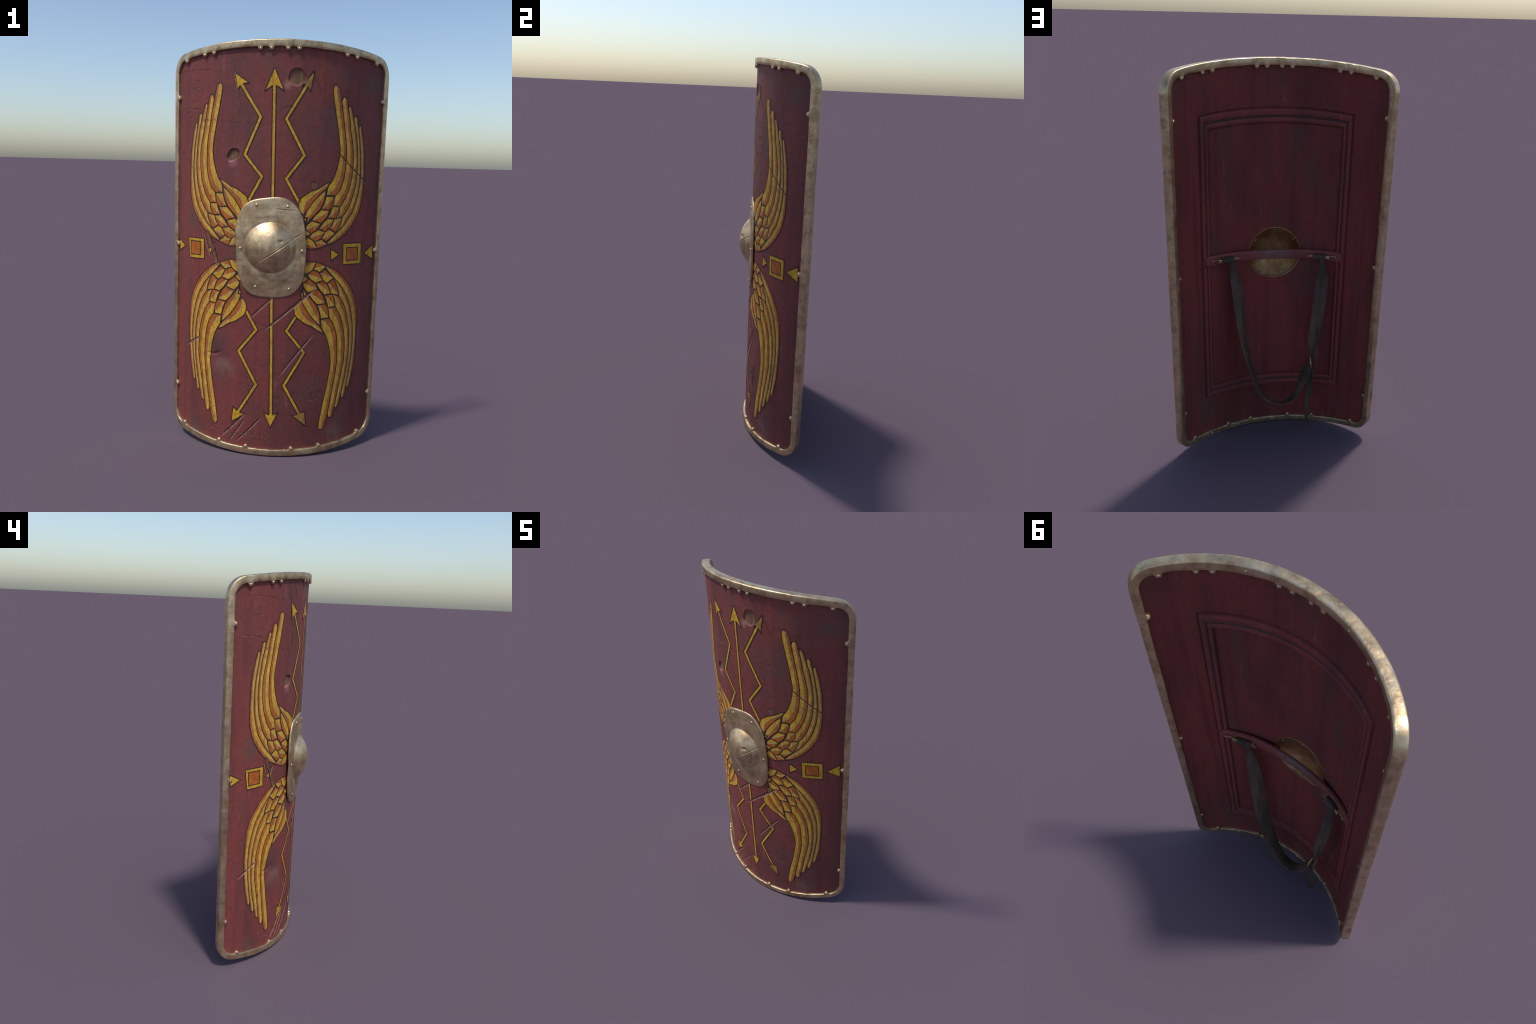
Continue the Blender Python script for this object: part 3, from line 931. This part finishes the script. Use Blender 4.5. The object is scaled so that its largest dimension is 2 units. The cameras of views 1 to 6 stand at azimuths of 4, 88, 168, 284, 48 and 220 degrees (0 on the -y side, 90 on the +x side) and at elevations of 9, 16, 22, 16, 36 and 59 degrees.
def bolt(name, head, shaft_pts):
    """painted arrow or zigzag bolt: head = tip, barb, barb; shaft from head to tail"""
    tip, ba, bb = [np.array(p, float) / 1000 for p in head]
    sh = [np.array(p, float) / 1000 for p in shaft_pts]
    notch = sh[0] + (tip - sh[0]) * 0.13
    parts = []
    body = densify([sh[0] + (tip - sh[0]) * 0.2] + sh[1:], 0.0025)
    V_, F_ = ribbon(body, SHAFT, 0.0007, cols=4); parts.append((V_, F_, 0))
    for sgn in (-1, 1):
        d = np.gradient(body, axis=0); d /= np.linalg.norm(d, axis=1)[:, None]
        # mitred edge line of the shaft
        Tn = np.vstack([d]); nrm = np.stack([-Tn[:, 1], Tn[:, 0]], -1)
        cosb = np.ones(len(body))
        dd = np.diff(body, axis=0); dd /= np.linalg.norm(dd, axis=1)[:, None]
        cc = np.r_[1, np.clip((1 + (dd[1:] * dd[:-1]).sum(1)) / 2, 0.3, 1) ** 0.5, 1]
        e_ = body + nrm * (sgn * SHAFT / cc)[:, None]
        V_, F_ = ribbon(e_[int(np.linalg.norm(tip - sh[0]) * 0.1 / 0.0025) + 1:], LINE, 0.0013); parts.append((V_, F_, 1))
    # head: two halves between the centre line and the barbed edges
    mid = densify([tip, notch], 0.004)
    for barb in (ba, bb):
        e_ = densify([tip, barb, notch], 0.004)
        V_, F_, _ = strip(mid, e_, 0.0010, one); parts.append((V_, F_, 0))
        side = SHAFT * np.sign(np.cross(np.append(tip - notch, 0), np.append(barb - notch, 0))[2])
        ax = (tip - notch) / np.linalg.norm(tip - notch)
        foot = notch + np.array([-ax[1], ax[0]]) * side
        V_, F_ = ribbon(densify([tip, barb, foot], 0.003), LINE, 0.0015); parts.append((V_, F_, 1))
    Vs, Fs, Ms, o = [], [], [], 0
    for V_, F_, mi in parts:
        Vs.append(V_); Fs.append(orient(V_, F_) + o); Ms.append(np.full(len(F_), mi)); o += len(V_)
    return add(name, new_mesh(name, np.vstack(Vs), np.vstack(Fs), (mat_arrow, mat_line), np.concatenate(Ms)), root)


bolt('lightning_bolt', [(-217, 1860), (-137, 1807), (-199, 1772)], [(-169, 1792), (-80, 1655), (-153, 1483), (-68, 1382), (-128, 1268)])
bolt('painted_arrow', [(-22, 1876), (25, 1773), (-65, 1770)], [(-21, 1785), (-14, 1272)])
bolt('lightning_bolt', [(161, 1866), (146, 1773), (105, 1798)], [(123, 1792), (38, 1649), (128, 1485), (46, 1375), (110, 1266)])
bolt('lightning_bolt', [(-194, 154), (-184, 239), (-120, 209)], [(-152, 222), (-70, 365), (-162, 530), (-75, 643), (-127, 732)])
bolt('painted_arrow', [(7, 147), (-27, 223), (43, 227)], [(9, 222), (-6, 815)])
bolt('lightning_bolt', [(184, 155), (113, 211), (177, 228)], [(143, 231), (67, 367), (161, 534), (71, 644), (115, 716)])


def polygon(name, corners, inner=None):
    Q = [np.array(p, float) / 1000 for p in corners]
    parts = []

    def fill(Q, off, mi):
        if len(Q) == 4:
            A, B = densify([Q[0], Q[3]], 0.004), densify([Q[1], Q[2]], 0.004)
            c = max(4, int(np.linalg.norm(Q[1] - Q[0]) / 0.004))
        else:
            A, B = densify([Q[0], Q[1]], 0.004), densify([Q[0], Q[2]], 0.004)
            c = 10
        V_, F_, _ = strip(A, B, off, lambda w: [(np.ones_like(w), 0, c)]); parts.append((V_, F_, mi))

    def line(Q, off):
        V_, F_ = ribbon(densify(list(Q) + [Q[0]], 0.004), LINE, off, closed=True); parts.append((V_, F_, 1))
    fill(Q, 0.0007, 0); line(Q, 0.0012)
    if inner:
        I = [np.array(p, float) / 1000 for p in inner]
        fill(I, 0.0010, 2); line(I, 0.0014)
    Vs, Fs, Ms, o = [], [], [], 0
    for V_, F_, mi in parts:
        Vs.append(V_); Fs.append(orient(V_, F_) + o); Ms.append(np.full(len(F_), mi)); o += len(V_)
    return add(name, new_mesh(name, np.vstack(Vs), np.vstack(Fs), (mat_arrow, mat_line, mat_orange), np.concatenate(Ms)), root)


polygon('square_emblem', [(346, 1069), (462, 1068), (465, 964), (349, 965)], [(367, 1048), (439, 1048), (442, 984), (369, 984)])
polygon('square_emblem', [(-482, 1067), (-370, 1069), (-368, 968), (-468, 963)], [(-463, 1050), (-392, 1052), (-391, 985), (-459, 982)])
polygon('triangle_emblem', [(278, 1045), (327, 1016), (281, 987)])
polygon('triangle_emblem', [(553, 1055), (481, 1015), (556, 976)])
polygon('triangle_emblem', [(-566, 1048), (-504, 1019), (-566, 988)])
polygon('triangle_emblem', [(-322, 1032), (-356, 1014), (-323, 1002)])

# --- laid-bare wood in the pits, scraped scratches ------------------------
for k, p in enumerate(PITS[:3]):
    na_, nr_ = 48, 14
    a = np.linspace(0, 2 * np.pi, na_, endpoint=False); t_ = np.linspace(0.02, 1, nr_)
    c, sn = math.cos(p[5]), math.sin(p[5])
    wob = 1 + 0.05 * np.sin(3 * a + p[0] * 40) + 0.03 * np.sin(5 * a + p[1] * 9) + 0.03 * rng.standard_normal(na_)
    rad = t_[:, None] * wob[None] * (0.98 if k == 0 else 0.85)
    aa, bb = rad * np.cos(a) * p[2], rad * np.sin(a) * p[3]
    s_, z_ = p[0] + c * aa - sn * bb, p[1] + sn * aa + c * bb
    V_ = front(s_, z_, 0.0005, thin=False).reshape(-1, 3)
    F_ = grid_faces(nr_, na_, wrap_v=True)
    add('bare_patch', new_mesh('bare_patch', V_, orient(V_, F_), (mat_wood,)), root)

kinds = {'cut': mat_cut, 'grey': mat_grey, 'wood': mat_wood}
for i, (pts, hw, dep, kind) in enumerate(SCRATCH):
    Q = resample(catmull(pts, 10), step=0.0025)
    Q = Q + 0.0003 * rng.standard_normal(Q.shape)
    d = np.gradient(Q, axis=0); d /= np.linalg.norm(d, axis=1)[:, None]
    nn = np.stack([-d[:, 1], d[:, 0]], -1)
    w = hw * 1.05 * taper(np.linspace(0, 1, len(Q))) * (0.9 + 0.1 * rng.random(len(Q)))
    u_ = np.linspace(-1, 1, 9)
    G = Q[:, None] + nn[:, None] * (u_[None, :, None] * w[:, None, None])
    h, _ = relief(G[..., 0], G[..., 1], grooves=False)
    vee = 0.0007 - (dep + 0.0012) * (1 - np.abs(u_[None])) * (w[:, None] / hw)
    V_ = surf(G[..., 0], G[..., 1], h + vee).reshape(-1, 3)
    F_ = grid_faces(len(Q), 9)
    add('scratch', new_mesh('scratch', V_, orient(V_, F_), (kinds[kind],)), root)

# hairline cracks and clusters of small nicks
def groove(Q, w, depth, off=0.0012):
    d = np.gradient(Q, axis=0); d /= np.maximum(np.linalg.norm(d, axis=1), 1e-9)[:, None]
    nn = np.stack([-d[:, 1], d[:, 0]], -1)
    u_ = np.linspace(-1, 1, 5)
    G = Q[:, None] + nn[:, None] * (u_[None, :, None] * w[:, None, None])
    h, _ = relief(G[..., 0], G[..., 1], grooves=False)
    V_ = surf(G[..., 0], G[..., 1], h + off - depth * (1 - np.abs(u_[None]))).reshape(-1, 3)
    return V_, orient(V_, grid_faces(len(Q), 5))


def join_grooves(name, items, mat):
    Vs, Fs, o = [], [], 0
    for V_, F_ in items:
        Vs.append(V_); Fs.append(F_ + o); o += len(V_)
    ob = add(name, new_mesh(name, np.vstack(Vs), np.vstack(Fs), (mat,)), root)
    ob['kind'] = 'stuff'
    return ob


items = []
for pts in CRACKS:
    line = resample(catmull(pts, 8), step=0.002)
    line = line + 0.0035 * np.stack([fbm(line[:, 0] * 70, line[:, 1] * 70, 2), fbm(line[:, 0] * 70 + 40, line[:, 1] * 70 + 9, 2)], -1)
    i = 0
    while i < len(line) - 5:
        n = random.randint(5, 22)
        seg = line[i:i + n]
        if len(seg) > 4:
            items.append(groove(seg, random.uniform(0.0008, 0.0018) * taper(np.linspace(0, 1, len(seg))), 0.0011))
        i += n + random.randint(0, 3)
join_grooves('cracks', items, mat_crack)

# clusters: centre, spread, number, preferred direction in degrees
NICKS = [((-0.120, 0.360), (0.022, 0.045), 26, 80), ((0.215, 0.335), (0.040, 0.055), 30, 60), ((-0.080, 0.095), (0.110, 0.022), 34, 10),
         ((0.030, 0.300), (0.012, 0.060), 12, 85), ((-0.375, 1.640), (0.035, 0.012), 14, 0), ((-0.300, 0.150), (0.090, 0.040), 16, 20),
         ((0.330, 0.090), (0.030, 0.040), 14, 80), ((0.405, 0.450), (0.018, 0.060), 14, 80), ((-0.450, 1.790), (0.060, 0.090), 14, 5),
         ((0.190, 0.700), (0.040, 0.060), 16, 40), ((-0.100, 0.640), (0.090, 0.060), 12, 10), ((0.200, 1.600), (0.120, 0.140), 14, 50),
         ((-0.480, 1.150), (0.040, 0.140), 14, 85), ((0.080, 0.520), (0.120, 0.100), 12, 45), ((-0.150, 1.560), (0.160, 0.120), 12, 10)]
items = []
for (cs, cz), (ss, szz), n, deg in NICKS:
    for _ in range(n):
        c0 = np.array([random.gauss(cs, ss * 0.6), random.gauss(cz, szz * 0.6)])
        a0 = math.radians(random.gauss(deg, 25)); ln = random.uniform(0.004, 0.016)
        dv = np.array([math.cos(a0), math.sin(a0)]) * ln / 2
        bend = np.array([-dv[1], dv[0]]) * random.uniform(-0.3, 0.3)
        seg = resample(catmull([c0 - dv, c0 + bend, c0 + dv], 6), n=9)
        items.append(groove(seg, random.uniform(0.0007, 0.0016) * taper(np.linspace(0, 1, 9)), 0.0010))
join_grooves('nicks', items, mat_crack)

# ------------------------------------------------------------------ back frame
RB = R - THICK


def frame_ring(profile, name, mats, ripple=0.0):
    """moulding run round a rectangle with mitred corners; profile = (inset, height)"""
    rows = []
    for w, h in profile:
        v = w * SIDE_RAIL      # upright rails are slimmer than the cross rails
        c = [(FS - v, FZ0 + w), (FS - v, FZ1 - w), (-FS + v, FZ1 - w), (-FS + v, FZ0 + w)]
        Q = []
        for a, b, n in zip(c, c[1:] + c[:1], (240, 140, 240, 140)):
            tt = np.linspace(0, 1, n, endpoint=False)[:, None]
            Q.append(np.array(a) * (1 - tt) + np.array(b) * tt)
        Q = np.vstack(Q)
        Q[:, 1] = bow(Q[:, 0], Q[:, 1])
        if name == 'cord':
            h = h + 0.0008 * np.sin(np.arange(len(Q)) * 2.1)
        wv = 0.0009 * fbm(Q[:, 0] * 7 + 3, Q[:, 1] * 7, 2)
        rows.append(surf(Q[:, 0] + wv, Q[:, 1] + wv, -THICK - h))
    V_ = np.stack(rows, 1)
    me = new_mesh(name, V_.reshape(-1, 3), grid_faces(V_.shape[0], len(profile), wrap_u=True), mats)
    me.set_sharp_from_angle(angle=math.radians(50))
    return add(name, me, root)


frame_ring([(0.000, -0.007), (0.000, 0.0058), (0.002, 0.0078), (0.014, 0.0086), (0.027, 0.0076), (0.0295, 0.0055), (0.030, 0.0012),
            (0.038, 0.0012), (0.0385, 0.0055), (0.041, 0.0074), (0.050, 0.0080), (0.059, 0.0072), (0.061, 0.0055), (0.0612, -0.007)],
           'back_frame', (mat_frame,))
frame_ring([(0.0304, 0.0010), (0.0312, 0.0040), (0.034, 0.0056), (0.0368, 0.0040), (0.0376, 0.0010)], 'cord', (mat_cord,))

# --- grip ------------------------------------------------------------------
xs = np.linspace(-1, 1, 121)
gx = 0.350 * xs
gy = -0.047 + 0.50 * gx**2 + 1.68 * gx**4
gz = 1.0445 + 0.022 * gx
half_h = 0.0255 * np.sqrt(np.clip(1 - np.maximum(0, (np.abs(gx) - 0.325) / 0.0252)**2, 0.003, 1)) * (1 - 0.06 * np.cos(gx / 0.35 * np.pi))
half_t = 0.0115 * np.sqrt(np.clip(1 - np.maximum(0, (np.abs(gx) - 0.340) / 0.0102)**2, 0.02, 1))
C = np.stack([gx, gy - 0.0115, gz], -1)
Tg = np.gradient(C, axis=0); Tg /= np.linalg.norm(Tg, axis=1)[:, None]
A_ = np.stack([-Tg[:, 1], Tg[:, 0], 0 * gx], -1)          # outwards, towards the user
B_ = np.tile([0, 0, 1.0], (len(C), 1))
a = np.linspace(0, 2 * np.pi, 28, endpoint=False)
sq = lambda c, e: np.sign(c) * np.abs(c) ** e
sec = np.stack([half_t[:, None] * sq(np.cos(a), 0.55)[None], half_h[:, None] * sq(np.sin(a), 0.55)[None]], -1)
V_, Q_, T_ = sweep(C, A_, B_, sec)
V_, F_ = merge([(V_, Q_, T_)])
grip = add('grip', poly_mesh('grip', V_, F_, (mat_grip,)), root)
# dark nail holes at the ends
nail = poly_mesh('nail', *dome(0.0055, 0.0012), (mat_cord,))


def grip_point(x, out=0.0, dz_=0.0):
    y = -0.047 + 0.50 * x**2 + 1.68 * x**4
    sl = x + 4 * 1.68 * x**3
    n = np.array([-sl, 1, 0]); n /= np.linalg.norm(n)
    return np.array([x, y, 1.0445 + 0.022 * x + dz_]) + n * out, n


for x in (0.335, -0.335):
    p_, n_ = grip_point(x, 0.0003)
    place_rivet(p_, n_, grip, 1.0, nail).name = 'nail'


# --- buckle hardware, wrap, straps ------------------------------------------
def box(c, ax, ay, az, hx, hy, hz):
    c = np.asarray(c); out = []
    for i in (-1, 1):
        for j in (-1, 1):
            for k_ in (-1, 1):
                out.append(c + ax * hx * i + ay * hy * j + az * hz * k_)
    return np.array(out), [(0, 1, 3, 2), (4, 6, 7, 5), (0, 4, 5, 1), (2, 3, 7, 6), (0, 2, 6, 4), (1, 5, 7, 3)]


def tube(pts, rad, n=12):
    C = np.asarray(pts, float); Tt = np.gradient(C, axis=0); Tt /= np.linalg.norm(Tt, axis=1)[:, None]
    up = np.array([0.05, 0.1, 1.0])
    A = np.cross(Tt, up); A /= np.linalg.norm(A, axis=1)[:, None]; B = np.cross(A, Tt)
    a = np.linspace(0, 2 * np.pi, n, endpoint=False)
    rad = np.broadcast_to(np.asarray(rad, float), (len(C),))
    sec = rad[:, None, None] * np.stack([np.cos(a), np.sin(a)], -1)[None]
    return sweep(C, A, B, sec)


for sg in (1, -1):
    zoff = 0.002
    rod = np.array([grip_point(sg * x, 0.0125, zoff)[0] for x in np.linspace(0.187, 0.288, 14)])
    parts = [tube(rod, 0.0040)]
    parts.append(tube(np.array([grip_point(sg * x, 0.005, zoff + 0.001)[0] for x in np.linspace(0.290, 0.316, 6)]), 0.0024))
    parts.append(tube(np.array([grip_point(sg * x, 0.005, zoff + 0.001)[0] for x in np.linspace(0.311, 0.319, 5)]), np.array([.001, .0055, .0062, .0055, .001])))
    for x, dz_ in ((0.283, 0.0), (0.197, 0.0)):
        p_, n_ = grip_point(sg * x, 0.006, zoff + dz_)
        tx = np.array([n_[1], -n_[0], 0])
        parts.append(box(p_, tx, n_, np.array([0, 0, 1.0]), 0.0065, 0.008, 0.006))
    p_, n_ = grip_point(sg * 0.277, 0.0165, zoff - 0.004)
    tx = np.array([n_[1], -n_[0], 0])
    parts.append(box(p_, tx, n_, np.array([0, 0, 1.0]), 0.0125, 0.0022, 0.0045))
    p_, n_ = grip_point(sg * 0.190, 0.0160, zoff)
    tx = np.array([n_[1], -n_[0], 0])
    parts.append(box(p_, tx, n_, np.array([0, 0, 1.0]), 0.0095, 0.0028, 0.0045))
    V_, F_ = merge(parts)
    add('strap_bracket', poly_mesh('strap_bracket', V_, F_, (mat_brass,), True, 35), root)
    # leather wound round the bar
    xs_ = np.linspace(0.204, 0.268, 40)
    tt = np.linspace(0, 1, 40)
    rad = 0.0105 + 0.0080 * np.sin(np.pi * np.clip(tt * 1.02, 0, 1)) ** 0.6 * (1.15 - 0.45 * tt) + 0.0014 * np.sin(tt * 34)
    rad[0] = rad[-1] = 0.008
    ctr = np.array([grip_point(sg * x, 0.0135, zoff - 0.002 - 0.006 * (1 - t_))[0] for x, t_ in zip(xs_, tt)])
    V_, F_ = merge([tube(ctr, rad, 20)])
    add('strap_wrap', poly_mesh('strap_wrap', V_, F_, (mat_leather,)), root)


def strap(name, pts, widths, wdirs, thick=0.0034, mats=(mat_leather, mat_leather_edge), cup=0.12):
    """leather band: centre line, width and direction of its width at each control point"""
    n = 90
    ctrl = np.hstack([np.array(pts, float), np.array(widths, float)[:, None], np.array(wdirs, float)])
    c = catmull(ctrl, 16)
    d = np.r_[0, np.cumsum(np.linalg.norm(np.diff(c[:, :3], axis=0), axis=1))]
    t_ = np.linspace(0, d[-1], n)
    c = np.stack([np.interp(t_, d, c[:, k_]) for k_ in range(c.shape[1])], -1)
    C = c[:, :3]; w = c[:, 3]; D = c[:, 4:7]
    Tt = np.gradient(C, axis=0); Tt /= np.linalg.norm(Tt, axis=1)[:, None]
    D = D - (D * Tt).sum(1)[:, None] * Tt; D /= np.linalg.norm(D, axis=1)[:, None]
    Nn = np.cross(Tt, D)
    w = w * (1 + 0.04 * vnoise(t_ * 22, t_ * 0 + 2))
    u_ = np.linspace(-1, 1, 13)
    top, bot = [], []
    cols = []
    for uu in u_:
        cols.append((uu, 1))
    for uu in u_[::-1]:
        cols.append((uu, -1))
    rows = []
    for uu, sd in cols:
        curl = cup * w * (uu**2 - 0.4) * 0.5 + 0.0016 * vnoise(t_ * 9 + 5, t_ * 0 + uu * 2.5)
        th = thick * 0.5 * (1 if abs(uu) < 0.99 else 0.7)
        rows.append(C + D * (uu * w / 2)[:, None] + Nn * (curl + sd * th)[:, None])
    V_ = np.stack(rows, 1); k_ = V_.shape[1]
    F_ = grid_faces(n, k_, wrap_v=True)
    j = np.tile(np.arange(k_), n - 1)
    mi = np.isin(j, [12, 25]).astype(int)
    caps = []
    for o in (0, (n - 1) * k_):
        for q in range(12):
            caps.append([o + q, o + q + 1, o + k_ - 2 - q, o + k_ - 1 - q])
    me = new_mesh(name, V_.reshape(-1, 3), np.vstack([F_, caps]), mats, np.r_[mi, np.zeros(len(caps))])
    me.set_sharp_from_angle(angle=math.radians(55))
    return add(name, me, root)


strap('strap',
      [(0.213, 0.004, 1.040), (0.206, 0.000, 0.990), (0.186, 0.001, 0.882), (0.166, 0.005, 0.685), (0.135, 0.016, 0.502),
       (0.084, 0.027, 0.325), (0.023, 0.040, 0.231), (-0.036, 0.048, 0.207), (-0.096, 0.049, 0.231), (-0.150, 0.040, 0.315),
       (-0.182, 0.042, 0.400), (-0.200, 0.044, 0.446)],
      [0.024, 0.040, 0.062, 0.066, 0.068, 0.068, 0.068, 0.068, 0.066, 0.060, 0.050, 0.040],
      [(1, 0.2, 0), (1, 0.2, 0), (0.95, 0.4, 0), (0.75, 0.7, 0), (0.45, 0.9, 0.0), (0.3, 0.95, 0.1), (0.15, 0.9, 0.40),
       (0.0, 0.9, 0.45), (-0.2, 0.85, 0.45), (-0.45, 0.85, 0.3), (-0.6, 0.75, 0.2), (-0.65, 0.7, 0.2)])
strap('strap',
      [(-0.246, 0.012, 1.045), (-0.246, 0.022, 1.000), (-0.2445, 0.028, 0.890), (-0.230, 0.033, 0.712), (-0.209, 0.038, 0.560),
       (-0.205, 0.042, 0.480), (-0.197, 0.046, 0.440)],
      [0.014, 0.028, 0.066, 0.062, 0.052, 0.042, 0.038],
      [(-1, 0.2, 0), (-1, 0.25, 0), (-0.93, 0.37, 0), (-0.92, 0.40, 0), (-0.8, 0.55, 0), (-0.6, 0.75, 0), (-0.5, 0.8, 0)])
strap('strap_tail',
      [(-0.200, 0.050, 0.462), (-0.203, 0.050, 0.420), (-0.201, 0.046, 0.370), (-0.203, 0.040, 0.287), (-0.196, 0.034, 0.205), (-0.194, 0.031, 0.150),
       (-0.193, 0.029, 0.090), (-0.193, 0.028, 0.052)],
      [0.026, 0.032, 0.034, 0.036, 0.030, 0.026, 0.025, 0.025],
      [(-0.8, 0.6, 0), (-0.8, 0.6, 0), (-0.85, 0.5, 0), (-0.95, 0.3, 0), (-0.98, -0.1, 0), (-0.92, -0.35, 0), (-0.88, -0.45, 0), (-0.88, -0.45, 0)])
strap('strap_end', [(-0.193, 0.028, 0.053), (-0.193, 0.028, 0.045), (-0.193, 0.028, 0.036)], [0.0262] * 3, [(-0.88, -0.45, 0)] * 3,
      0.0046, (mat_copper, mat_copper))

# ring that joins the strap ends
ax = Vector((0.88, -0.22, -0.12)).normalized()
long_ = Vector((-0.30, 0.55, -0.78)); long_ = (long_ - ax * long_.dot(ax)).normalized()
wide = ax.cross(long_)
a = np.linspace(0, 2 * np.pi, 56, endpoint=False)
ctr = np.array((-0.201, 0.046, 0.452))
L_, W_, X_ = (np.array(v) for v in (long_, wide, ax))
C = ctr + 0.037 * np.cos(a)[:, None] * L_ + 0.027 * np.sin(a)[:, None] * W_
Nr = np.cos(a)[:, None] * L_ + np.sin(a)[:, None] * W_
b = np.linspace(0, 2 * np.pi, 12, endpoint=False)
sec = np.stack([0.0045 * np.cos(b), 0.0055 * np.sin(b)], -1)
V_, Q_, _ = sweep(C, Nr, np.tile(X_, (len(C), 1)), sec, closed=True)
add('strap_ring', new_mesh('strap_ring', V_, Q_, (mat_copper,)), root)

for ob in bpy.context.scene.objects:
    if ob.type == 'MESH' and len(ob.data.materials) == 0:
        print('no material', ob.name)
